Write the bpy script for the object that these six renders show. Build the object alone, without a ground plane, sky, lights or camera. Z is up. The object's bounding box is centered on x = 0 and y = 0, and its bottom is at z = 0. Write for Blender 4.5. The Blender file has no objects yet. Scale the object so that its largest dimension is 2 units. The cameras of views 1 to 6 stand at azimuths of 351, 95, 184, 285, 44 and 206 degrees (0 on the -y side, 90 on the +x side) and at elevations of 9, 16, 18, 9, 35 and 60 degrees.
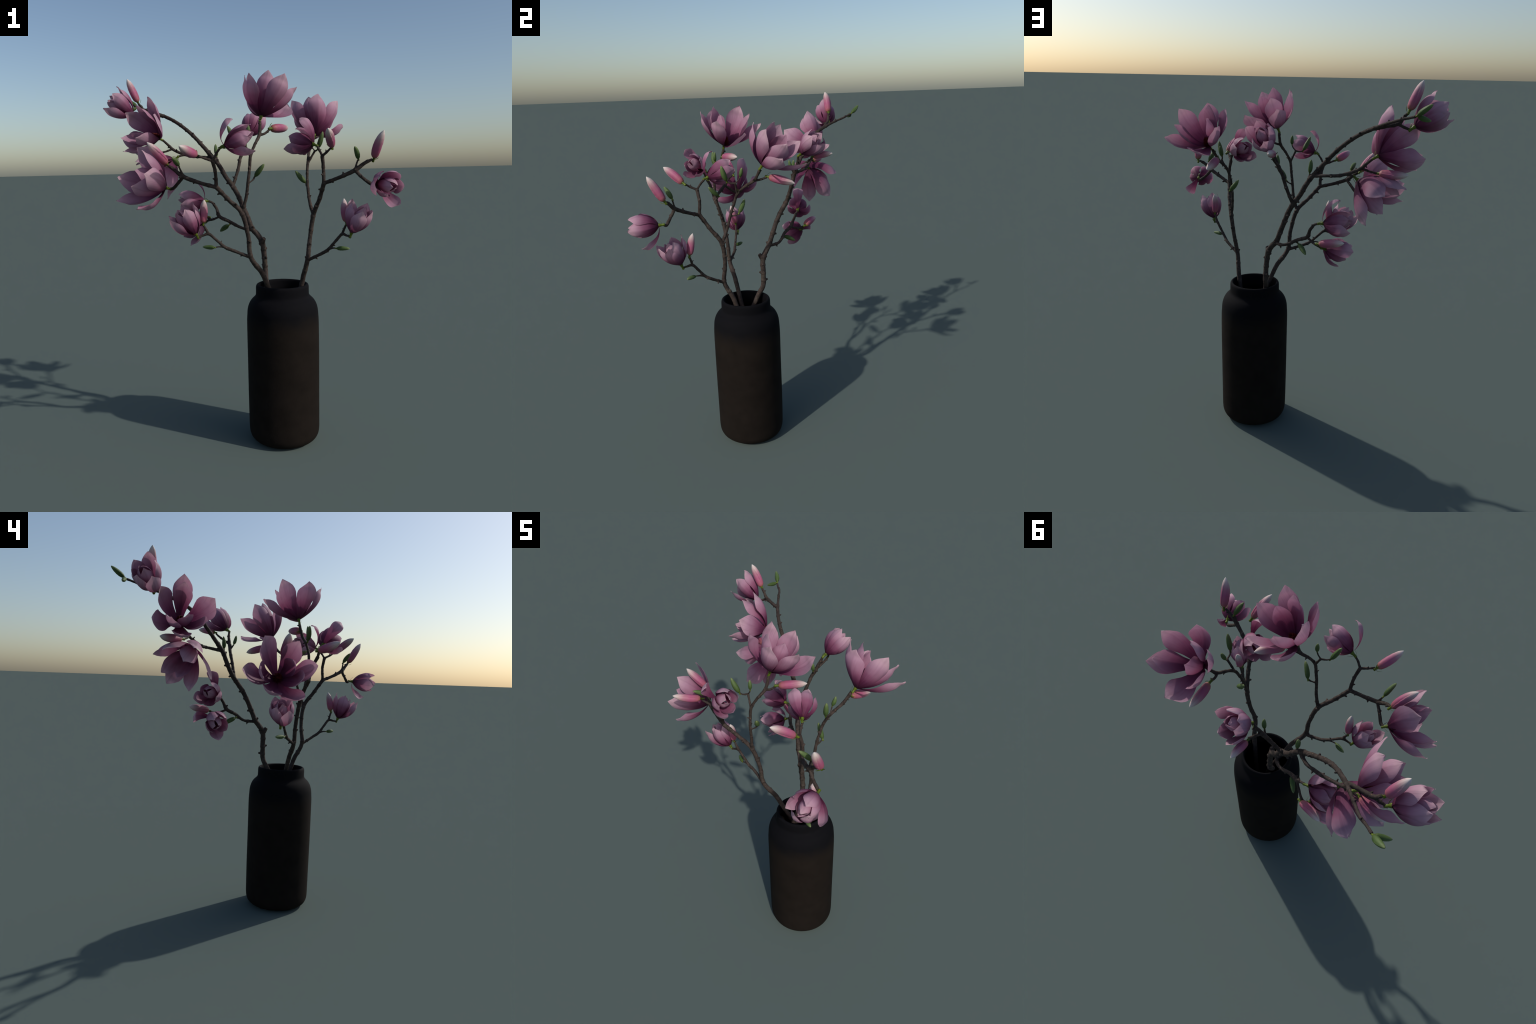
"""Magnolia branches in a dark stoneware vase.

Three cut magnolia branches (two of them mirror twins) stand in a tall, round
shouldered vase.  Every branch carries open flowers, half open flowers, closed
flower buds and green leaf buds.  All shapes are swept / lofted in code.
"""
import bpy, bmesh, math, random
import numpy as np
from mathutils import Matrix, Vector, Euler, noise

random.seed(7)
rng = np.random.default_rng(7)
COL = bpy.context.scene.collection


# ----------------------------------------------------------------------------
# small helpers
# ----------------------------------------------------------------------------
def V(*a):
    return np.array(a, dtype=float)


def unit(v):
    return v / max(np.linalg.norm(v), 1e-9)


def add_object(name, mesh, parent=None, matrix=None):
    ob = bpy.data.objects.new(name, mesh)
    COL.objects.link(ob)
    if parent is not None:
        ob.parent = parent
    if matrix is not None:
        ob.matrix_local = matrix
    return ob


def mesh_from(name, verts, faces, mat=None, smooth=True):
    me = bpy.data.meshes.new(name)
    me.from_pydata([tuple(map(float, v)) for v in verts], [], faces)
    me.validate()
    bm = bmesh.new()
    bm.from_mesh(me)
    bmesh.ops.recalc_face_normals(bm, faces=bm.faces)
    bm.to_mesh(me)
    bm.free()
    if smooth:
        me.polygons.foreach_set("use_smooth", [True] * len(me.polygons))
    if mat:
        me.materials.append(mat)
    return me


def frame_matrix(x, y, z, o):
    m = Matrix.Identity(4)
    for i, c in enumerate((x, y, z, o)):
        for k in range(3):
            m[k][i] = float(c[k])
    return m


def catmull(points, n):
    """Smooth resample of a poly line of (x, y, z, r) rows."""
    P = np.array(points, dtype=float)
    if len(P) == 2:
        t = np.linspace(0, 1, n)[:, None]
        return P[0] * (1 - t) + P[1] * t
    ext = np.vstack([2 * P[0] - P[1], P, 2 * P[-1] - P[-2]])
    d = np.r_[0, np.cumsum(np.linalg.norm(np.diff(P[:, :3], axis=0), axis=1))]
    out = []
    for s in np.linspace(0, d[-1], n):
        i = int(np.clip(np.searchsorted(d, s) - 1, 0, len(P) - 2))
        t = (s - d[i]) / max(d[i + 1] - d[i], 1e-9)
        a, b, c, e = ext[i], ext[i + 1], ext[i + 2], ext[i + 3]
        out.append(0.5 * (2 * b + (c - a) * t + (2 * a - 5 * b + 4 * c - e) * t * t
                          + (3 * b - a - 3 * c + e) * t ** 3))
    return np.array(out)


def tube(points, sides=12, step=0.006):
    """Closed tube along rows of (x, y, z, radius)."""
    P = np.array(points, dtype=float)
    length = np.linalg.norm(np.diff(P[:, :3], axis=0), axis=1).sum()
    n = max(4, int(length / step))
    C = catmull(P, n)
    C[:, 3] = np.maximum(C[:, 3], 0.0015)
    verts, faces = [], []
    T = np.gradient(C[:, :3], axis=0)
    ref = V(0.31, 0.52, 0.79)
    side = unit(np.cross(unit(T[0]), ref))
    for i in range(n):
        t = unit(T[i])
        side = unit(side - t * (side @ t))
        up = np.cross(t, side)
        for k in range(sides):
            a = 2 * math.pi * k / sides
            verts.append(C[i, :3] + C[i, 3] * (math.cos(a) * side + math.sin(a) * up))
    for i in range(n - 1):
        for k in range(sides):
            a, b = i * sides + k, i * sides + (k + 1) % sides
            faces.append((a, b, b + sides, a + sides))
    faces.append(tuple(range(sides))[::-1])
    faces.append(tuple((n - 1) * sides + k for k in range(sides)))
    return verts, faces


def join_parts(parts):
    verts, faces = [], []
    for v, f in parts:
        o = len(verts)
        verts += list(v)
        faces += [tuple(i + o for i in q) for q in f]
    return verts, faces


# ----------------------------------------------------------------------------
# materials
# ----------------------------------------------------------------------------
class Nodes:
    def __init__(self, name):
        self.mat = bpy.data.materials.new(name)
        self.mat.use_nodes = True
        self.t = self.mat.node_tree
        self.bsdf = self.t.nodes["Principled BSDF"]

    def n(self, kind, **kw):
        nd = self.t.nodes.new(kind)
        for k, v in kw.items():
            setattr(nd, k, v)
        return nd

    def link(self, a, b):
        self.t.links.new(a, b)

    def math(self, op, a, b=None):
        nd = self.n("ShaderNodeMath", operation=op)
        for i, x in enumerate((a, b)):
            if x is None:
                continue
            if isinstance(x, (int, float)):
                nd.inputs[i].default_value = x
            else:
                self.link(x, nd.inputs[i])
        return nd.outputs[0]

    def ramp(self, fac, stops, interp="LINEAR"):
        nd = self.n("ShaderNodeValToRGB")
        cr = nd.color_ramp
        cr.interpolation = interp
        while len(cr.elements) < len(stops):
            cr.elements.new(0.5)
        for e, (p, c) in zip(cr.elements, stops):
            e.position = p
            e.color = (*c, 1) if len(c) == 3 else c
        self.link(fac, nd.inputs[0])
        return nd.outputs[0]

    def noise(self, vec, scale, detail=4, rough=0.55):
        nd = self.n("ShaderNodeTexNoise")
        nd.inputs["Scale"].default_value = scale
        nd.inputs["Detail"].default_value = detail
        nd.inputs["Roughness"].default_value = rough
        self.link(vec, nd.inputs["Vector"])
        return nd.outputs[0]

    def mix(self, fac, a, b, mode="MIX"):
        nd = self.n("ShaderNodeMix", data_type="RGBA", blend_type=mode)
        for s, x in ((0, fac), (6, a), (7, b)):
            if isinstance(x, (int, float)):
                nd.inputs[s].default_value = x
            elif isinstance(x, tuple):
                nd.inputs[s].default_value = (*x, 1)
            else:
                self.link(x, nd.inputs[s])
        return nd.outputs[2]

    def bump(self, height, strength, dist=0.002):
        nd = self.n("ShaderNodeBump")
        nd.inputs["Strength"].default_value = strength
        nd.inputs["Distance"].default_value = dist
        self.link(height, nd.inputs["Height"])
        self.link(nd.outputs[0], self.bsdf.inputs["Normal"])

    def finish(self, color, rough, spec=0.3):
        self.link(color, self.bsdf.inputs["Base Color"])
        self.bsdf.inputs["Roughness"].default_value = rough
        self.bsdf.inputs["Specular IOR Level"].default_value = spec
        return self.mat


def petal_material(name, length):
    """Pigment runs from the claw (dark wine) to the tip (pale pink), with
    fine veins fanning out from the claw."""
    m = Nodes(name)
    co = m.n("ShaderNodeTexCoord").outputs["Object"]
    ln = m.n("ShaderNodeVectorMath", operation="LENGTH")
    m.link(co, ln.inputs[0])
    sep = m.n("ShaderNodeSeparateXYZ")
    m.link(co, sep.inputs[0])
    u = m.math("DIVIDE", ln.outputs["Value"], length)
    across = m.math("DIVIDE", sep.outputs[0], m.math("ADD", ln.outputs["Value"], 0.02 * length))
    vec = m.n("ShaderNodeCombineXYZ")
    m.link(m.math("MULTIPLY", across, 26.0), vec.inputs[0])
    m.link(m.math("MULTIPLY", u, 1.6), vec.inputs[1])
    rnd = m.n("ShaderNodeObjectInfo").outputs["Random"]
    m.link(m.math("MULTIPLY", rnd, 9.0), vec.inputs[2])
    vein = m.noise(vec.outputs[0], 1.0, 3, 0.6)
    patch = m.noise(co, 16.0, 2)
    uu = m.math("ADD", u, m.math("MULTIPLY", m.math("SUBTRACT", vein, 0.5), 0.20))
    uu = m.math("ADD", uu, m.math("MULTIPLY", m.math("SUBTRACT", patch, 0.5), 0.22))
    col = m.ramp(uu, [(0.05, PETAL[0]), (0.30, PETAL[1]), (0.52, PETAL[2]),
                      (0.76, PETAL[3]), (1.0, PETAL[4])])
    mid = m.math("SUBTRACT", 1.0, m.math("MINIMUM", m.math("MULTIPLY", m.math("ABSOLUTE", across), 22.0), 1.0))
    mid = m.math("MULTIPLY", mid, 0.16)
    col = m.mix(mid, col, (0.12, 0.035, 0.085))
    streak = m.math("MULTIPLY", m.math("SUBTRACT", m.math("MAXIMUM", vein, 0.52), 0.52), 1.3)
    col = m.mix(streak, col, (0.16, 0.035, 0.10))
    m.bump(vein, 0.10, 0.004)
    m.finish(col, 0.62, 0.22)
    # thin flesh: part of the light comes through, warmer than it went in
    tr = m.n("ShaderNodeBsdfTranslucent")
    m.link(m.mix(1.0, col, (1.0, 0.82, 0.90), "MULTIPLY"), tr.inputs["Color"])
    mx = m.n("ShaderNodeMixShader")
    mx.inputs[0].default_value = 0.30
    m.link(m.bsdf.outputs[0], mx.inputs[1])
    m.link(tr.outputs[0], mx.inputs[2])
    m.link(mx.outputs[0], m.t.nodes["Material Output"].inputs[0])
    return m.mat


PETAL = [(0.062, 0.010, 0.032), (0.150, 0.031, 0.082), (0.290, 0.102, 0.178),
         (0.450, 0.250, 0.340), (0.600, 0.400, 0.455)]


def bud_material():
    m = Nodes("flower_bud_skin")
    co = m.n("ShaderNodeTexCoord").outputs["Object"]
    sep = m.n("ShaderNodeSeparateXYZ")
    m.link(co, sep.inputs[0])
    u = m.math("DIVIDE", sep.outputs[2], 0.130)
    ang = m.math("ARCTAN2", sep.outputs[1], sep.outputs[0])
    vec = m.n("ShaderNodeCombineXYZ")
    m.link(m.math("MULTIPLY", m.math("COSINE", ang), 6.0), vec.inputs[0])
    m.link(m.math("MULTIPLY", m.math("SINE", ang), 6.0), vec.inputs[1])
    m.link(m.math("MULTIPLY", u, 1.2), vec.inputs[2])
    vein = m.noise(vec.outputs[0], 1.0, 3)
    uu = m.math("ADD", u, m.math("MULTIPLY", m.math("SUBTRACT", vein, 0.5), 0.30))
    col = m.ramp(uu, [(0.02, (0.30, 0.110, 0.090)), (0.13, (0.31, 0.085, 0.125)),
                      (0.40, (0.335, 0.085, 0.165)), (0.62, (0.365, 0.155, 0.205)),
                      (0.84, (0.49, 0.370, 0.355)), (1.0, (0.60, 0.545, 0.505))])
    m.bump(vein, 0.08, 0.003)
    return m.finish(col, 0.55, 0.25)


def leaf_bud_material():
    m = Nodes("leaf_bud_skin")
    co = m.n("ShaderNodeTexCoord").outputs["Object"]
    sep = m.n("ShaderNodeSeparateXYZ")
    m.link(co, sep.inputs[0])
    n1 = m.noise(co, 90.0, 3)
    uu = m.math("ADD", m.math("DIVIDE", sep.outputs[2], 0.07), m.math("MULTIPLY", m.math("SUBTRACT", n1, 0.5), 0.4))
    col = m.ramp(uu, [(0.0, (0.045, 0.075, 0.014)), (0.3, (0.055, 0.095, 0.026)),
                      (0.8, (0.085, 0.130, 0.042)), (1.0, (0.160, 0.200, 0.080))])
    m.bump(n1, 0.15, 0.002)
    return m.finish(col, 0.6, 0.25)


def stalk_material():
    m = Nodes("green_stalk")
    co = m.n("ShaderNodeTexCoord").outputs["Object"]
    n1 = m.noise(co, 60.0, 3)
    col = m.ramp(n1, [(0.3, (0.055, 0.090, 0.004)), (0.7, (0.105, 0.140, 0.010))])
    return m.finish(col, 0.5, 0.3)


def bark_material():
    m = Nodes("magnolia_bark")
    co = m.n("ShaderNodeTexCoord").outputs["Object"]
    a = m.noise(co, 45.0, 6, 0.65)
    col = m.ramp(a, [(0.30, (0.020, 0.0140, 0.0115)), (0.52, (0.043, 0.031, 0.026)),
                     (0.75, (0.072, 0.053, 0.045))])
    # lenticels: sparse pale / rusty specks
    vo = m.n("ShaderNodeTexVoronoi")
    vo.inputs["Scale"].default_value = 130.0
    m.link(co, vo.inputs["Vector"])
    speck = m.math("LESS_THAN", vo.outputs["Distance"], 0.20)
    pick = m.n("ShaderNodeSeparateColor")
    m.link(vo.outputs["Color"], pick.inputs[0])
    speck = m.math("MULTIPLY", speck, m.math("GREATER_THAN", pick.outputs[0], 0.72))
    tint = m.mix(pick.outputs[1], (0.22, 0.10, 0.030), (0.20, 0.16, 0.12))
    col = m.mix(m.math("MULTIPLY", speck, 0.8), col, tint)
    big = m.noise(co, 9.0, 3)
    lichen = m.ramp(big, [(0.60, (0, 0, 0)), (0.75, (1, 1, 1))])
    col = m.mix(m.math("MULTIPLY", lichen, 0.35), col, (0.075, 0.066, 0.045))
    m.bump(m.math("ADD", a, m.math("MULTIPLY", speck, 0.5)), 0.5, 0.003)
    return m.finish(col, 0.78, 0.2)


def vase_material():
    """Raw dark clay body, dipped into a cooler black slip at the shoulder."""
    m = Nodes("stoneware")
    co = m.n("ShaderNodeTexCoord").outputs["Object"]
    sep = m.n("ShaderNodeSeparateXYZ")
    m.link(co, sep.inputs[0])
    fine = m.noise(co, 160.0, 5, 0.7)
    mid = m.noise(co, 14.0, 4)
    clay = m.ramp(m.math("ADD", m.math("MULTIPLY", fine, 0.5), m.math("MULTIPLY", mid, 0.5)),
                  [(0.30, (0.0075, 0.0055, 0.0042)), (0.60, (0.0135, 0.0100, 0.0078)),
                   (0.85, (0.0175, 0.0136, 0.0110))])
    slip = m.ramp(fine, [(0.30, (0.0030, 0.0029, 0.0038)), (0.75, (0.0060, 0.0058, 0.0072))])
    edge = m.math("ADD", sep.outputs[2], m.math("MULTIPLY", m.math("SUBTRACT", mid, 0.5), 0.10))
    mask = m.ramp(edge, [(0.635, (0, 0, 0)), (0.735, (1, 1, 1))], "EASE")
    col = m.mix(mask, clay, slip)
    m.bump(m.math("ADD", fine, m.math("MULTIPLY", mid, 0.6)), 0.25, 0.002)
    return m.finish(col, 0.85, 0.08)


def stamen_material():
    m = Nodes("stamen_red")
    co = m.n("ShaderNodeTexCoord").outputs["Object"]
    n1 = m.noise(co, 120.0, 2)
    col = m.ramp(n1, [(0.3, (0.045, 0.003, 0.003)), (0.7, (0.150, 0.012, 0.006))])
    return m.finish(col, 0.5, 0.25)


MAT = dict(open=petal_material("petal_open", 0.232), half=petal_material("petal_half_open", 0.158),
           bud=bud_material(), leaf=leaf_bud_material(), stalk=stalk_material(),
           bark=bark_material(), vase=vase_material(), stamen=stamen_material())


# ----------------------------------------------------------------------------
# petals and flowers.  A flower lives in its own frame: z is the flower axis.
# A petal is (azimuth of its claw, tip azimuth, tip radius, tip height, half width,
#             outward bow of the claw, inward bow of the tip, cup radius, twist)
# ----------------------------------------------------------------------------
OPEN_FLOWER = [
    (-146, -144, 0.133, 0.197, 0.060, 28, 36, 0.064, 0),
    (-28, -25, 0.159, 0.177, 0.060, 24, 36, 0.064, 0),
    (-60, -58, 0.103, 0.195, 0.057, 28, 36, 0.060, 0),
    (0, -2, 0.056, 0.184, 0.052, 32, 36, 0.050, 0),
    (-106, -88, 0.163, 0.143, 0.064, 30, 42, 0.066, 0),
    (155, 157, 0.104, 0.203, 0.058, 28, 34, 0.062, 0),
    (29, 29, 0.139, 0.186, 0.057, 24, 30, 0.062, 0),
    (160, 156, 0.179, 0.157, 0.060, 24, 34, 0.062, 0),
    (84, 89, 0.167, 0.157, 0.062, 22, 30, 0.160, 30),
]
TULIP_FLOWER = [
    (-2, -2, 0.064, 0.133, 0.046, 36, 44, 0.046, 0),
    (108, 105, 0.073, 0.147, 0.045, 44, 48, 0.047, 0),
    (-108, -104, 0.072, 0.148, 0.045, 34, 40, 0.046, 0),
    (52, 50, 0.065, 0.147, 0.044, 34, 40, 0.045, 0),
    (172, -161, 0.041, 0.148, 0.044, 40, 48, 0.043, 0),
    (-50, -37, 0.057, 0.152, 0.043, 34, 40, 0.043, 0),
    (-120, 15, 0.014, 0.146, 0.038, 32, 46, 0.034, 0),
    (105, 60, 0.020, 0.146, 0.038, 30, 44, 0.034, 0),
    (0, 0, 0.026, 0.148, 0.038, 30, 42, 0.034, 0),
]
ROSE_FLOWER = [
    (-50, -50, 0.111, 0.095, 0.035, 52, 88, 0.060, 0),
    (63, 63, 0.088, 0.131, 0.046, 36, 42, 0.048, 0),
    (-169, -169, 0.056, 0.141, 0.045, 38, 46, 0.046, 0),
    (-102, -97, 0.040, 0.152, 0.044, 42, 48, 0.043, 0),
    (112, 112, 0.072, 0.110, 0.046, 38, 42, 0.046, 0),
    (12, 15, 0.048, 0.128, 0.043, 40, 48, 0.043, 0),
    (-170, -154, 0.005, 0.151, 0.038, 32, 46, 0.034, 0),
    (75, 40, 0.012, 0.142, 0.038, 32, 46, 0.034, 0),
    (-40, -30, 0.012, 0.142, 0.038, 32, 46, 0.034, 0),
]
KINDS = dict(open=(OPEN_FLOWER, "open"), tulip=(TULIP_FLOWER, "half"), rose=(ROSE_FLOWER, "half"))

# half width of a petal along its length: narrow claw, broad upper half, pointed tip
OUT_U = [0.0, 0.06, 0.15, 0.30, 0.45, 0.58, 0.68, 0.78, 0.87, 0.94, 0.98, 1.0]
OUT_W = [0.20, 0.24, 0.36, 0.60, 0.85, 0.99, 0.99, 0.85, 0.56, 0.26, 0.10, 0.01]


def petal_mesh(name, spec, mat, seed, nu=32, nv=20):
    az, taz, tr, th, half, d1, d2, rho, twist = spec
    a, ta = math.radians(az), math.radians(taz)
    out = V(math.cos(a), math.sin(a), 0)
    up = V(0, 0, 1)
    p0 = 0.006 * out + V(0, 0, 0.002)
    tip = V(tr * math.cos(ta), tr * math.sin(ta), th)
    ch = tip - p0
    L = np.linalg.norm(ch)
    tc = math.atan2(ch @ out, ch[2])
    b1, b2 = tc + math.radians(d1), tc - math.radians(d2)
    k1, k2 = (0.46, 0.35) if L > 0.19 else (0.45, 0.38)
    p1 = p0 + L * k1 * (math.sin(b1) * out + math.cos(b1) * up)
    p2 = tip - L * k2 * (math.sin(b2) * out + math.cos(b2) * up)
    side0 = np.cross(up, out)
    r = np.random.default_rng(seed)
    ph, am = r.uniform(0, 6.28, 4), r.uniform(0.5, 1.0, 4)
    us = np.linspace(0, 1, nu) ** 0.92
    vs = np.linspace(-1, 1, nv)
    grid = np.zeros((nu, nv, 3))
    for i, u in enumerate(us):
        w1 = 1 - u
        c = w1 ** 3 * p0 + 3 * w1 * w1 * u * p1 + 3 * w1 * u * u * p2 + u ** 3 * tip
        t = unit(3 * w1 * w1 * (p1 - p0) + 6 * w1 * u * (p2 - p1) + 3 * u * u * (tip - p2))
        s = unit(side0 - t * (side0 @ t))
        n = np.cross(t, s)
        roll = math.radians(twist) * min(1.0, 0.25 + 1.2 * u)
        s, n = s * math.cos(roll) + n * math.sin(roll), n * math.cos(roll) - s * math.sin(roll)
        c = c + n * 0.022 * L * math.exp(-((u - 0.86) / 0.08) ** 2)
        w = half * np.interp(u, OUT_U, OUT_W)
        for j, v in enumerate(vs):
            rr = rho * (1.0 - 0.25 * (1 - u))
            ang = v * w / rr
            wave = 0.0035 * (abs(v) ** 2) * u * (am[0] * math.sin(7 * u + ph[0] + 2 * v) + 0.5 * am[1] * math.sin(13 * u + ph[1] - 3 * v))
            keel = -0.0016 * math.exp(-(v / 0.16) ** 2) * u * (1 - u) * 4
            flare = -0.10 * w * max(0.0, u - 0.72) * abs(v) ** 3 * 3
            grid[i, j] = c + s * rr * math.sin(ang) + n * (rr * (1 - math.cos(ang)) + wave + keel + flare)
    # petal frame: z along the chord, x across, origin at the flower base
    zl = unit(ch)
    xl = unit(side0 - zl * (side0 @ zl))
    yl = np.cross(zl, xl)
    F = np.stack([xl, yl, zl], 1)
    verts = list((grid @ F).reshape(-1, 3))
    faces = [(i * nv + j, i * nv + j + 1, (i + 1) * nv + j + 1, (i + 1) * nv + j)
             for i in range(nu - 1) for j in range(nv - 1)]
    return mesh_from(name, verts, faces, mat), frame_matrix(xl, yl, zl, V(0, 0, 0))


def rod(p, q, r0, r1, sides=6):
    p, q = np.array(p, float), np.array(q, float)
    t = unit(q - p)
    s = unit(np.cross(t, V(0.3, 0.5, 0.81)))
    b = np.cross(t, s)
    verts = [p + r0 * (math.cos(x) * s + math.sin(x) * b) for x in np.arange(sides) * 2 * math.pi / sides]
    verts += [q + r1 * (math.cos(x) * s + math.sin(x) * b) for x in np.arange(sides) * 2 * math.pi / sides]
    verts.append(q + t * r1)
    faces = [(k, (k + 1) % sides, sides + (k + 1) % sides, sides + k) for k in range(sides)]
    faces += [(sides + k, sides + (k + 1) % sides, 2 * sides) for k in range(sides)]
    return verts, faces


def core_mesh(name, scale):
    """Cone of pistils surrounded by rows of short stamens."""
    parts = [rod((0, 0, 0.004), (0, 0, 0.036 * scale), 0.008 * scale, 0.006 * scale, 12)]
    count = 90
    for k in range(count):
        f = (k + 0.5) / count
        a = k * 2.39996
        z = (0.004 + 0.034 * f) * scale
        r = (0.0100 - 0.0045 * f) * scale
        lean = 0.013 * (1 - 0.75 * f) * scale
        d = V(math.cos(a), math.sin(a), 0)
        p = r * d + V(0, 0, z)
        q = p + lean * d + V(0, 0, (0.014 + 0.004 * math.sin(k * 5.1)) * scale)
        parts.append(rod(p, q, 0.0015 * scale, 0.0021 * scale, 5))
    v, f = join_parts(parts)
    return mesh_from(name, v, f, MAT["stamen"])


def bract_part(az, length, width, lift):
    """Slim pointed scale leaf on the stalk."""
    a = math.radians(az)
    out, side = V(math.cos(a), math.sin(a), 0), V(-math.sin(a), math.cos(a), 0)
    rows = []
    n = 9
    for i in range(n):
        u = i / (n - 1)
        c = out * (0.005 + length * u * math.cos(lift * (0.5 + 0.5 * u))) + V(0, 0, length * u * math.sin(lift * (0.4 + 0.8 * u)))
        w = width * (0.55 + 1.2 * u) * (1 - u) ** 0.6 + 0.0003
        rows.append((c, w))
    verts, faces = [], []
    for c, w in rows:
        verts += [c - side * w, c + V(0, 0, -0.0012) - out * 0.0006, c + side * w, c + V(0, 0, 0.0006)]
    for i in range(n - 1):
        for k in range(4):
            p, q = 4 * i + k, 4 * i + (k + 1) % 4
            faces.append((p, q, q + 4, p + 4))
    faces += [(3, 2, 1, 0), tuple(4 * (n - 1) + k for k in range(4))]
    return verts, faces


def stalk_mesh(name, length, r0, r1, seed):
    """Green stalk under a flower (z up to 0) with two or three bracts."""
    r = np.random.default_rng(seed)
    rows = [(0, 0, -length - 0.006, r0 * 0.95), (0, 0, -length, r0), (0.0006, 0, -length * 0.5, r0 * 0.9), (0, 0, 0.0, r1), (0, 0, 0.007, r1 * 0.85)]
    parts = [tube(rows, 12, 0.003)]
    for k in range(2):
        v, f = bract_part(r.uniform(0, 360) if k == 0 else 150 + r.uniform(0, 90), r.uniform(0.020, 0.030), 0.0028, r.uniform(0.2, 1.0))
        z = -length * (0.95 - 0.35 * k)
        parts.append(([p + V(0, 0, z) for p in v], f))
    v, f = join_parts(parts)
    return mesh_from(name, v, f, MAT["stalk"])


FLOWER_DATA = {}
for kind, (specs, mk) in KINDS.items():
    FLOWER_DATA[kind] = dict(
        petals=[petal_mesh("petal", s, MAT[mk], 100 + 11 * i + len(kind)) for i, s in enumerate(specs)],
        core=core_mesh("flower", 1.05 if kind == "open" else 0.8),
        stalk=stalk_mesh("flower_stalk", 0.022, 0.0068, 0.0095, len(kind)))


def add_flower(parent, kind, loc, rot, size=1.0, mirror=False, origin=V(0, 0, 0)):
    data = FLOWER_DATA[kind]
    m = Matrix.Translation(Vector(np.array(loc) - origin)) @ Euler([math.radians(x) for x in rot], "XYZ").to_matrix().to_4x4()
    m = m @ Matrix.Diagonal((-size if mirror else size, size, size, 1))
    fl = add_object("flower", data["core"], parent, m)
    for me, fm in data["petals"]:
        add_object("petal", me, fl, fm)
    add_object("flower_stalk", data["stalk"], fl)
    return fl


# ----------------------------------------------------------------------------
# closed flower buds and leaf buds
# ----------------------------------------------------------------------------
def wrapped_bud(name, length, width, wraps, step, twist, prof, mat, nu=40, nt=60):
    """Spindle whose skin is made of overlapping scales (a saw tooth in angle)."""
    verts, faces = [], []
    for i in range(nu):
        u = i / (nu - 1)
        rad = width * 0.5 * np.interp(u, prof[0], prof[1])
        for k in range(nt):
            a = 2 * math.pi * k / nt
            saw = ((a / (2 * math.pi) * wraps + twist * u) % 1.0)
            lap = 1.0 - step * (saw ** 1.5) * math.sin(math.pi * min(1, u * 1.25)) ** 0.5
            flat = 1.0 + 0.05 * math.cos(2 * a + 1.0)
            bend = 0.030 * length * math.sin(math.pi * u)
            verts.append(V(rad * lap * flat * math.cos(a) + bend, rad * lap * math.sin(a), length * u))
    for i in range(nu - 1):
        for k in range(nt):
            p, q = i * nt + k, i * nt + (k + 1) % nt
            faces.append((p, q, q + nt, p + nt))
    faces.append(tuple(range(nt))[::-1])
    faces.append(tuple((nu - 1) * nt + k for k in range(nt)))
    return mesh_from(name, verts, faces, mat)


BUD_PROFILE = ([0, 0.03, 0.10, 0.25, 0.42, 0.60, 0.75, 0.87, 0.95, 1.0],
               [0.30, 0.58, 0.82, 0.97, 1.0, 0.94, 0.78, 0.52, 0.25, 0.03])
LEAF_PROFILE = ([0, 0.04, 0.12, 0.28, 0.48, 0.68, 0.84, 0.94, 0.985, 1.0],
                [0.36, 0.52, 0.80, 1.0, 1.0, 0.84, 0.58, 0.34, 0.19, 0.05])
BUDS = [wrapped_bud("flower_bud", 0.130, 0.046, 3, 0.17, 0.28, BUD_PROFILE, MAT["bud"]),
        wrapped_bud("flower_bud", 0.130, 0.045, 3, 0.19, -0.22, BUD_PROFILE, MAT["bud"])]
LEAF_BUDS = [wrapped_bud("leaf_bud", 0.070, 0.0245, 2, 0.16, 0.15, LEAF_PROFILE, MAT["leaf"], 26, 36)]
BUD_STALK = stalk_mesh("bud_stalk", 0.014, 0.0062, 0.0080, 5)
LEAF_STALK = mesh_from("leaf_bud_stalk", *tube([(0, 0, -0.010, 0.0035), (0, 0, 0, 0.0042), (0, 0, 0.008, 0.0045)], 10, 0.003), MAT["stalk"])


def aim_matrix(base, tip, roll, size, width=1.0, mirror=False):
    z = unit(np.array(tip, float) - np.array(base, float))
    x = unit(np.cross(V(0.2, 0.3, 1.0), z))
    y = np.cross(z, x)
    c, s = math.cos(roll), math.sin(roll)
    m = frame_matrix(c * x + s * y, -s * x + c * y, z, np.array(base, float))
    return m @ Matrix.Diagonal(((-1 if mirror else 1) * size * width, size * width, size, 1))


def add_bud(parent, base, tip, k, origin, mirror=False, roll=0.0):
    ln = np.linalg.norm(np.array(tip) - np.array(base))
    s = ln / 0.130
    b = add_object("flower_bud", BUDS[k % 2], parent, aim_matrix(np.array(base) - origin, np.array(tip) - origin, roll, s, 1.0 / max(s, 0.97), mirror))
    add_object("bud_stalk", BUD_STALK, b)


def add_leaf_bud(parent, base, tip, origin, roll=0.0):
    s = np.linalg.norm(np.array(tip) - np.array(base)) / 0.070
    b = add_object("leaf_bud", LEAF_BUDS[0], parent, aim_matrix(np.array(base) - origin, np.array(tip) - origin, roll, s, 1.0 / s ** 0.5))
    add_object("leaf_bud_stalk", LEAF_STALK, b)


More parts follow.
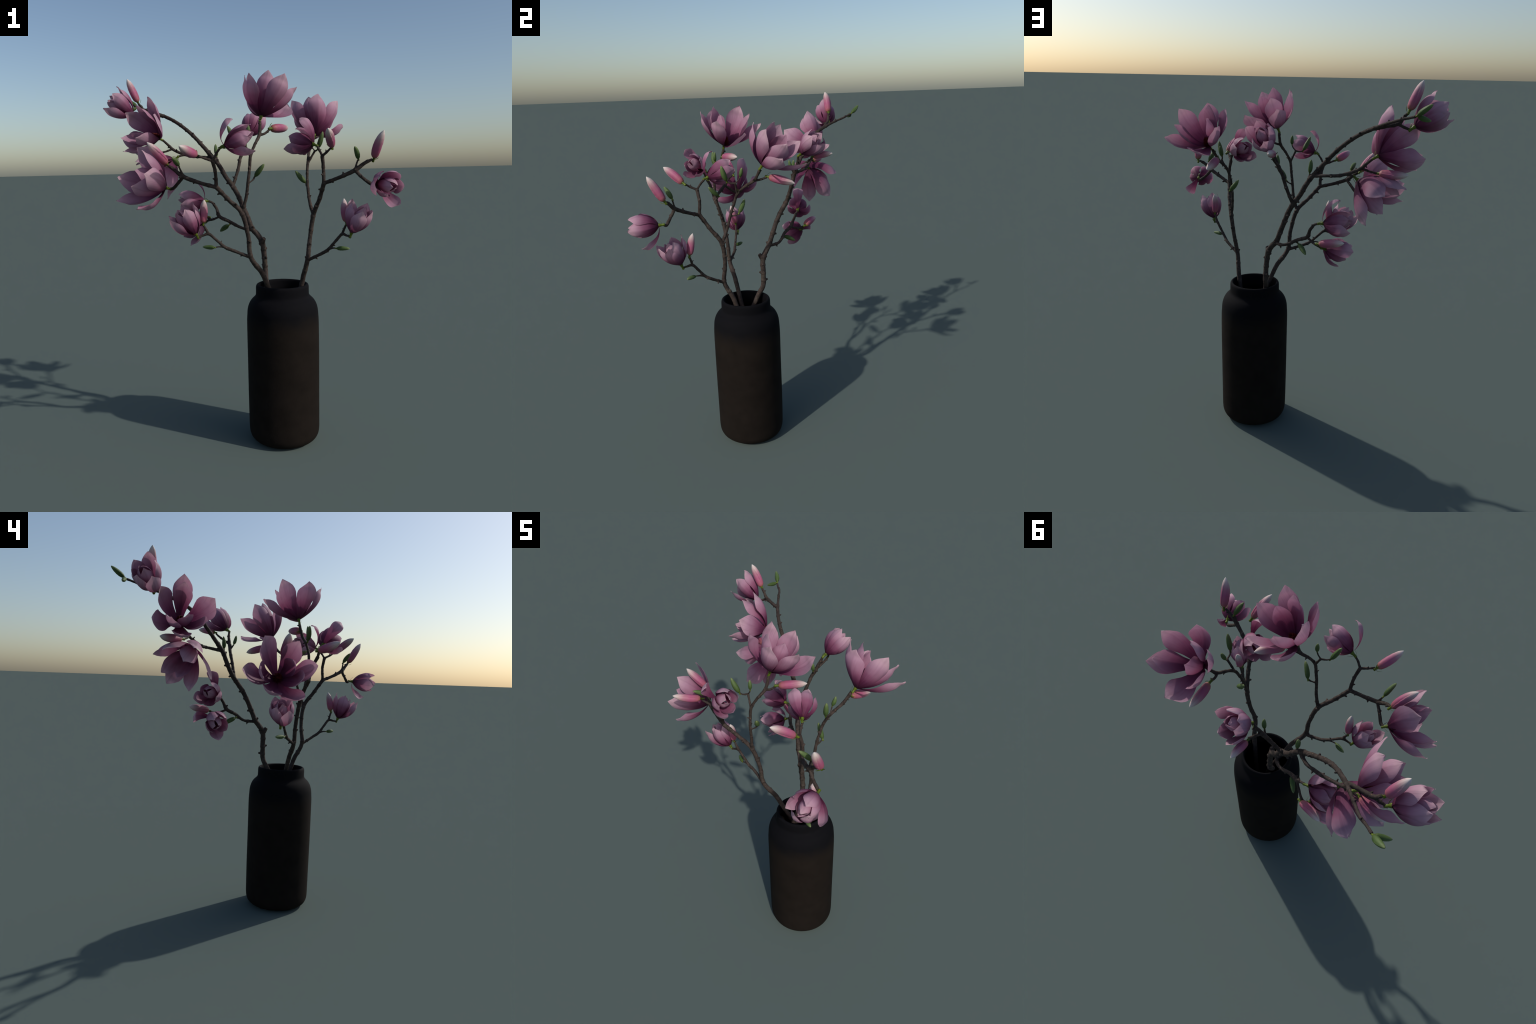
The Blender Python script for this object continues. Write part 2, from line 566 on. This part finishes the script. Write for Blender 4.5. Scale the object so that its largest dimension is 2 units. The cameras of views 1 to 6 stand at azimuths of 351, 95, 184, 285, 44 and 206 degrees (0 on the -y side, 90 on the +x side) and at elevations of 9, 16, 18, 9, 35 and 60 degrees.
# ----------------------------------------------------------------------------
# woody stems
# ----------------------------------------------------------------------------
def bark_noise(p):
    q = Vector(p)
    return (0.0011 * noise.noise(q * 38) + 0.0007 * noise.noise(q * 95 + Vector((7, 3, 1)))
            + 0.0004 * noise.noise(q * 210 + Vector((1, 9, 4))))


def stem_mesh(name, lines, seed, skip_below=0.93):
    """Fuse the tubes of one branch into one bark surface with buds scars."""
    r = np.random.default_rng(seed)
    parts = []
    for rows in lines:
        rows = [(x, y, z, w * 0.93) for x, y, z, w in rows]
        parts.append(tube(rows, 14, 0.005))
        C = catmull(rows, max(6, int(40 * len(rows))))
        seg = np.r_[0, np.cumsum(np.linalg.norm(np.diff(C[:, :3], axis=0), axis=1))]
        # swollen nodes with a short stub every few centimetres
        s = r.uniform(0.02, 0.05)
        while s < seg[-1] - 0.015:
            i = int(np.searchsorted(seg, s))
            i = min(max(i, 1), len(C) - 2)
            t = unit(C[i + 1, :3] - C[i - 1, :3])
            d = r.normal(size=3)
            d = unit(d - t * (d @ t))
            c, rad = C[i, :3], C[i, 3]
            if rad > 0.0045 and c[2] > skip_below:
                ln = rad + r.uniform(0.004, 0.012)
                parts.append(tube([(*(c - t * 0.004), rad * 0.75), (*(c + d * rad * 0.6 + t * 0.002), rad * 0.62),
                                   (*(c + d * ln + t * 0.006), rad * 0.34)], 10, 0.003))
                parts.append(tube([(*(c - t * 0.012), rad * 0.9), (*c, rad * 1.16), (*(c + t * 0.012), rad * 0.9)], 12, 0.004))
            s += r.uniform(0.04, 0.085)
    v, f = join_parts(parts)
    raw = mesh_from(name + "_raw", v, f)
    ob = bpy.data.objects.new(name + "_raw", raw)
    COL.objects.link(ob)
    md = ob.modifiers.new("fuse", "REMESH")
    md.mode = "VOXEL"
    md.voxel_size = 0.0020
    sm = ob.modifiers.new("soft", "SMOOTH")
    sm.factor = 0.5
    sm.iterations = 3
    dg = bpy.context.evaluated_depsgraph_get()
    me = bpy.data.meshes.new_from_object(ob.evaluated_get(dg))
    bpy.data.objects.remove(ob)
    bpy.data.meshes.remove(raw)
    me.name = name
    n = len(me.vertices)
    co = np.empty(n * 3)
    no = np.empty(n * 3)
    me.vertices.foreach_get("co", co)
    me.vertices.foreach_get("normal", no)
    co, no = co.reshape(-1, 3), no.reshape(-1, 3)
    h = np.array([bark_noise(p) for p in co])
    co += no * (h + 0.0004)[:, None]
    me.vertices.foreach_set("co", co.ravel())
    me.update()
    me.polygons.foreach_set("use_smooth", [True] * len(me.polygons))
    me.materials.clear()
    me.materials.append(MAT["bark"])
    return me


# --- the twin branch: nodes in the position of its first copy -----------------
LOW, FORK, TOP = (0.037, -0.207, 1.034), (-0.009, -0.239, 1.263), (-0.136, -0.309, 1.395)
LOW_FORK, CROWN, SPUR = (-0.171, -0.188, 1.160), (0.090, -0.219, 1.639), (0.007, -0.256, 1.604)
KNEE, ELBOW = (-0.155, -0.355, 1.518), (-0.288, -0.263, 1.448)
TWIN_LINES = [
    # main stem
    [(0.215, -0.095, 0.66, .0120), (0.176, -0.120, 0.77, .0125), (0.130, -0.150, 0.875, .0132), (0.095, -0.172, 0.950, .0138),
     (*LOW, .0130), (0.023, -0.217, 1.148, .0115), (*FORK, .0125), (-0.076, -0.271, 1.332, .0110), (*TOP, .0118)],
    # low side shoot: to the half open flower, its bud, its leaf bud
    [(*LOW, .0090), (-0.054, -0.189, 1.073, .0085), (-0.089, -0.190, 1.089, .0085), (-0.130, -0.189, 1.125, .0072),
     (*LOW_FORK, .0078), (-0.205, -0.189, 1.152, .0058), (-0.225, -0.187, 1.146, .0058)],
    [(*LOW_FORK, .0065), (-0.187, -0.190, 1.190, .0060), (-0.197, -0.190, 1.208, .0058)],
    [(-0.085, -0.190, 1.088, .0052), (-0.118, -0.190, 1.094, .0042), (-0.140, -0.190, 1.092, .0040)],
    # slim shoot to the topmost open flower
    [(*FORK, .0090), (0.012, -0.256, 1.338, .0084), (0.022, -0.270, 1.420, .0080), (0.030, -0.273, 1.480, .0076),
     (0.037, -0.270, 1.540, .0080), (0.060, -0.250, 1.590, .0074), (*CROWN, .0085), (0.097, -0.205, 1.680, .0078), (0.099, -0.197, 1.711, .0075)],
    [(0.022, -0.270, 1.410, .0050), (0.045, -0.258, 1.422, .0042), (0.058, -0.250, 1.438, .0040)],
    [(0.037, -0.270, 1.535, .0062), (0.020, -0.262, 1.575, .0054), (*SPUR, .0068)],
    [(*SPUR, .0050), (-0.018, -0.268, 1.598, .0042), (-0.034, -0.274, 1.605, .0038)],
    [(*SPUR, .0042), (0.022, -0.259, 1.620, .0036), (0.028, -0.261, 1.634, .0034)],
    [(*CROWN, .0068), (0.118, -0.212, 1.648, .0060), (0.146, -0.198, 1.668, .0058)],
    # upper stem, right hand: knee with half open flower and bud
    [(*TOP, .0095), (-0.141, -0.326, 1.464, .0084), (*KNEE, .0100)],
    [(*KNEE, .0066), (-0.137, -0.362, 1.550, .0058), (-0.120, -0.364, 1.574, .0056)],
    [(*KNEE, .0068), (-0.195, -0.362, 1.531, .0060), (-0.221, -0.368, 1.541, .0058)],
    # upper stem, left hand: elbow with bud, leaf bud and the last flower
    [(*TOP, .0105), (-0.212, -0.288, 1.417, .0095), (*ELBOW, .0112), (-0.330, -0.243, 1.483, .0090), (-0.356, -0.222, 1.502, .0068)],
    [(*ELBOW, .0060), (-0.300, -0.266, 1.478, .0046), (-0.308, -0.267, 1.496, .0042)],
    [(*ELBOW, .0080), (-0.318, -0.226, 1.412, .0082), (-0.338, -0.198, 1.392, .0088), (-0.353, -0.187, 1.391, .0066)],
]
TWIN_BUDS = [((0.156, -0.192, 1.673), (0.261, -0.101, 1.681)), ((-0.231, -0.371, 1.546), (-0.310, -0.485, 1.582)),
             ((-0.363, -0.217, 1.510), (-0.451, -0.267, 1.611)), ((-0.197, -0.193, 1.220), (-0.191, -0.217, 1.334))]
TWIN_LEAF_BUDS = [((-0.146, -0.189, 1.091), (-0.202, -0.156, 1.093)), ((0.060, -0.250, 1.442), (0.098, -0.298, 1.500)),
                  ((-0.035, -0.275, 1.606), (-0.074, -0.290, 1.681)), ((0.029, -0.261, 1.639), (0.028, -0.260, 1.689)),
                  ((-0.309, -0.267, 1.501), (-0.339, -0.331, 1.537))]
# the second copy is the mirror image, turned about the vase
TWIN_TURN = Matrix.Translation((0.3504, -0.4025, -0.0310)) @ Euler([math.radians(x) for x in (-16.03, -8.19, -60.20)], "XYZ").to_matrix().to_4x4() \
    @ Matrix.Diagonal((-1, 1, 1, 1))


def turned(p):
    return np.array(TWIN_TURN @ Vector(p[:3]))


LONG_LINES = [
    [(0.205, -0.140, 0.60, .0135), (0.172, -0.085, 0.745, .0140), (0.147, -0.030, 0.862, .0150), (0.147, 0.000, 0.922, .0152), (0.143, 0.003, 0.996, .0150), (0.134, 0.003, 1.077, .0158),
     (0.112, 0.022, 1.122, .0158), (0.086, 0.039, 1.153, .0152), (0.067, 0.058, 1.208, .0145), (0.044, 0.080, 1.271, .0142),
     (0.024, 0.107, 1.329, .0140), (-0.003, 0.142, 1.386, .0142), (-0.034, 0.160, 1.430, .0130), (-0.064, 0.177, 1.488, .0128),
     (-0.088, 0.185, 1.527, .0132), (-0.119, 0.201, 1.566, .0125), (-0.160, 0.227, 1.617, .0115), (-0.205, 0.255, 1.670, .0110),
     (-0.257, 0.286, 1.720, .0105), (-0.306, 0.324, 1.758, .0100), (-0.353, 0.373, 1.787, .0100), (-0.402, 0.435, 1.814, .0072),
     (-0.449, 0.496, 1.836, .0064), (-0.486, 0.526, 1.848, .0060), (-0.512, 0.549, 1.856, .0058)],
    [(0.126, 0.012, 1.070, .0140), (0.134, -0.006, 1.092, .0140), (0.140, -0.016, 1.108, .0105)],
    # end spray: flower and bud
    [(-0.353, 0.373, 1.787, .0092), (-0.410, 0.386, 1.801, .0092), (-0.465, 0.400, 1.817, .0098), (-0.490, 0.404, 1.848, .0072), (-0.505, 0.406, 1.866, .0066)],
    [(-0.460, 0.399, 1.815, .0072), (-0.492, 0.400, 1.800, .0060), (-0.517, 0.401, 1.791, .0058)],
    # side shoot to the two drooping open flowers
    [(-0.098, 0.190, 1.540, .0090), (-0.148, 0.236, 1.550, .0084), (-0.183, 0.250, 1.553, .0082), (-0.225, 0.262, 1.558, .0090),
     (-0.265, 0.274, 1.572, .0080), (-0.298, 0.284, 1.585, .0078), (-0.324, 0.294, 1.601, .0086), (-0.352, 0.308, 1.630, .0070), (-0.375, 0.323, 1.651, .0068)],
    [(-0.248, 0.269, 1.566, .0066), (-0.275, 0.270, 1.563, .0060), (-0.295, 0.267, 1.556, .0060)],
    [(-0.324, 0.294, 1.601, .0066), (-0.360, 0.292, 1.588, .0058), (-0.396, 0.298, 1.580, .0056)],
    # inner shoot: half open flower, bud, leaf bud
    [(-0.003, 0.142, 1.386, .0100), (0.012, 0.155, 1.421, .0096), (0.035, 0.174, 1.484, .0092), (0.049, 0.191, 1.538, .0096),
     (0.067, 0.201, 1.575, .0106), (0.081, 0.211, 1.612, .0090), (0.092, 0.217, 1.635, .0078), (0.104, 0.219, 1.661, .0064)],
    [(0.070, 0.202, 1.585, .0072), (0.085, 0.245, 1.612, .0066), (0.090, 0.278, 1.633, .0068), (0.088, 0.294, 1.647, .0062)],
    [(0.056, 0.196, 1.556, .0056), (0.066, 0.186, 1.572, .0046), (0.071, 0.180, 1.584, .0042)],
    [(-0.087, 0.184, 1.520, .0070), (-0.084, 0.184, 1.538, .0060), (-0.083, 0.184, 1.550, .0050)],
    # low shoot
    [(0.089, 0.040, 1.146, .0095), (0.055, 0.085, 1.150, .0090), (0.019, 0.106, 1.163, .0088), (-0.032, 0.126, 1.193, .0095),
     (-0.080, 0.159, 1.218, .0108), (-0.094, 0.180, 1.262, .0088), (-0.115, 0.196, 1.294, .0070), (-0.136, 0.203, 1.304, .0064)],
    [(-0.080, 0.159, 1.218, .0066), (-0.119, 0.206, 1.198, .0058), (-0.140, 0.226, 1.192, .0056), (-0.156, 0.228, 1.184, .0054)],
    [(-0.118, 0.205, 1.198, .0058), (-0.136, 0.230, 1.203, .0058), (-0.142, 0.241, 1.208, .0058)],
    [(-0.018, 0.121, 1.184, .0050), (-0.032, 0.122, 1.174, .0042)],
]
LONG_BUDS = [((-0.508, 0.405, 1.875), (-0.560, 0.386, 1.999)), ((-0.409, 0.300, 1.580), (-0.536, 0.359, 1.584)),
             ((-0.143, 0.249, 1.212), (-0.264, 0.314, 1.237)), ((0.087, 0.304, 1.654), (0.101, 0.409, 1.671))]
LONG_LEAF_BUDS = [((-0.519, 0.557, 1.863), (-0.568, 0.601, 1.908)), ((-0.522, 0.550, 1.857), (-0.580, 0.531, 1.838)),
                  ((-0.083, 0.184, 1.555), (-0.088, 0.187, 1.620)), ((0.072, 0.178, 1.588), (0.078, 0.166, 1.637)),
                  ((-0.036, 0.124, 1.170), (-0.077, 0.186, 1.131))]


def magnolia_branch(lines, flowers, buds, leaf_buds, seed, label, mirror=False):
    base = V(*lines[0][0][:3])
    root = bpy.data.objects.new("magnolia_branch", None)
    root.empty_display_size = 0.05
    COL.objects.link(root)
    root.location = Vector(base)
    root["label"] = label
    root["category"] = "flower branch"
    me = stem_mesh("stem", lines, seed)
    me.transform(Matrix.Translation(-Vector(base)))
    add_object("stem", me, root)
    for kind, loc, rot, size, mir in flowers:
        add_flower(root, kind, loc, rot, size, mir, base)
    for k, (b, t) in enumerate(buds):
        add_bud(root, b, t, k, base, mirror, roll=1.7 * k + seed)
    for k, (b, t) in enumerate(leaf_buds):
        add_leaf_bud(root, b, t, base, roll=1.1 * k + seed)
    return root


magnolia_branch(TWIN_LINES,
                [("open", (0.105, -0.192, 1.731), (-24.2, -0.1, -49.6), 1.0, False),
                 ("open", (-0.372, -0.192, 1.396), (69.3, -27.2, -57.6), 1.043, False),
                 ("tulip", (-0.236, -0.191, 1.163), (-33.8, -1.6, 109.7), 1.0, False),
                 ("rose", (-0.101, -0.369, 1.583), (-67.9, 0.9, -106.6), 1.0, False)],
                TWIN_BUDS, TWIN_LEAF_BUDS, 3, "dark forked twig with large pink purple magnolia flowers")
magnolia_branch([[(*turned(p), p[3]) for p in line] for line in TWIN_LINES],
                [("open", (0.440, 0.046, 1.655), (-40.9, 7.0, -13.3), 0.997, True),
                 ("tulip", (0.504, -0.390, 1.161), (-21.4, -10.2, -173.7), 0.992, True),
                 ("rose", (0.355, -0.251, 1.590), (-70.5, 17.4, 42.4), 0.994, True),
                 ("rose", (0.610, -0.457, 1.398), (104.8, -73.6, -4.0), 0.996, True)],
                [(turned(a), turned(b)) for a, b in TWIN_BUDS], [(turned(a), turned(b)) for a, b in TWIN_LEAF_BUDS],
                3, "dark forked twig with pink purple magnolia flowers and buds", True)
magnolia_branch(LONG_LINES,
                [("open", (-0.393, 0.316, 1.661), (38.1, 58.7, -107.6), 0.998, False),
                 ("open", (-0.311, 0.271, 1.543), (-152.7, 43.7, 24.1), 0.995, False),
                 ("tulip", (-0.535, 0.397, 1.803), (-55.2, 12.2, 109.9), 1.07, False),
                 ("tulip", (0.112, 0.235, 1.675), (33.5, -44.1, -158.5), 0.981, False),
                 ("rose", (-0.157, 0.203, 1.305), (-83.2, -37.4, 87.7), 0.994, False),
                 ("rose", (-0.173, 0.217, 1.178), (-108.3, 37.7, 112.8), 1.001, False)],
                LONG_BUDS, LONG_LEAF_BUDS, 9, "long leaning magnolia twig with drooping pink purple flowers")


# ----------------------------------------------------------------------------
# vase: turned profile (radius, height), wall inside and out
# ----------------------------------------------------------------------------
VASE_CENTRE = (0.219, -0.099, 0.0)
VASE_OUT = [(0.0, 0.0), (0.110, 0.0), (0.135, 0.000), (0.158, 0.005), (0.177, 0.018), (0.188, 0.037), (0.1925, 0.064), (0.1935, 0.12),
            (0.1940, 0.25), (0.1940, 0.40), (0.1940, 0.55), (0.1935, 0.66), (0.1910, 0.705), (0.1880, 0.735), (0.1800, 0.762),
            (0.1680, 0.782), (0.1550, 0.795), (0.1480, 0.802), (0.1425, 0.812), (0.1412, 0.830), (0.1410, 0.850), (0.1395, 0.861),
            (0.1360, 0.8670), (0.1310, 0.8690), (0.1265, 0.8670), (0.1235, 0.860), (0.1225, 0.848), (0.1225, 0.815), (0.130, 0.79),
            (0.152, 0.765), (0.172, 0.735), (0.180, 0.70), (0.182, 0.55), (0.180, 0.10), (0.150, 0.045), (0.110, 0.024), (0.0, 0.020)]


def lathe(name, prof, seg, mat, wobble):
    P = np.array(prof)
    d = np.r_[0, np.cumsum(np.linalg.norm(np.diff(P, axis=0), axis=1))]
    s = np.unique(np.concatenate([d, np.arange(0, d[-1], 0.006)]))
    # smooth resample through the control points
    rows = catmull(np.column_stack([P[:, 0], np.zeros(len(P)), P[:, 1], np.zeros(len(P))]), 420)
    R, Z = np.maximum(rows[:, 0], 0.0), rows[:, 2]
    R[0] = R[-1] = 0.0
    verts, faces = [], []
    for r, z in zip(R, Z):
        for k in range(seg):
            a = 2 * math.pi * k / seg
            w = wobble * noise.noise(Vector((math.cos(a) * 0.8, math.sin(a) * 0.8, z * 3.0)))
            verts.append(((r + w * min(1, r / 0.1)) * math.cos(a), (r + w * min(1, r / 0.1)) * math.sin(a), max(z, 0.0)))
    n = len(R)
    for i in range(n - 1):
        for k in range(seg):
            a, b = i * seg + k, i * seg + (k + 1) % seg
            faces.append((a, b, b + seg, a + seg))
    me = mesh_from(name, verts, faces, mat)
    bm = bmesh.new()
    bm.from_mesh(me)
    bmesh.ops.remove_doubles(bm, verts=bm.verts, dist=1e-5)
    bmesh.ops.recalc_face_normals(bm, faces=bm.faces)
    bm.to_mesh(me)
    bm.free()
    me.polygons.foreach_set("use_smooth", [True] * len(me.polygons))
    return me


vase = add_object("vase", lathe("vase", VASE_OUT, 128, MAT["vase"], 0.0012))
vase.location = VASE_CENTRE
vase["label"] = "tall dark stoneware vase with rounded shoulder and short neck"
vase["category"] = "vase"
bpy.context.view_layer.update()
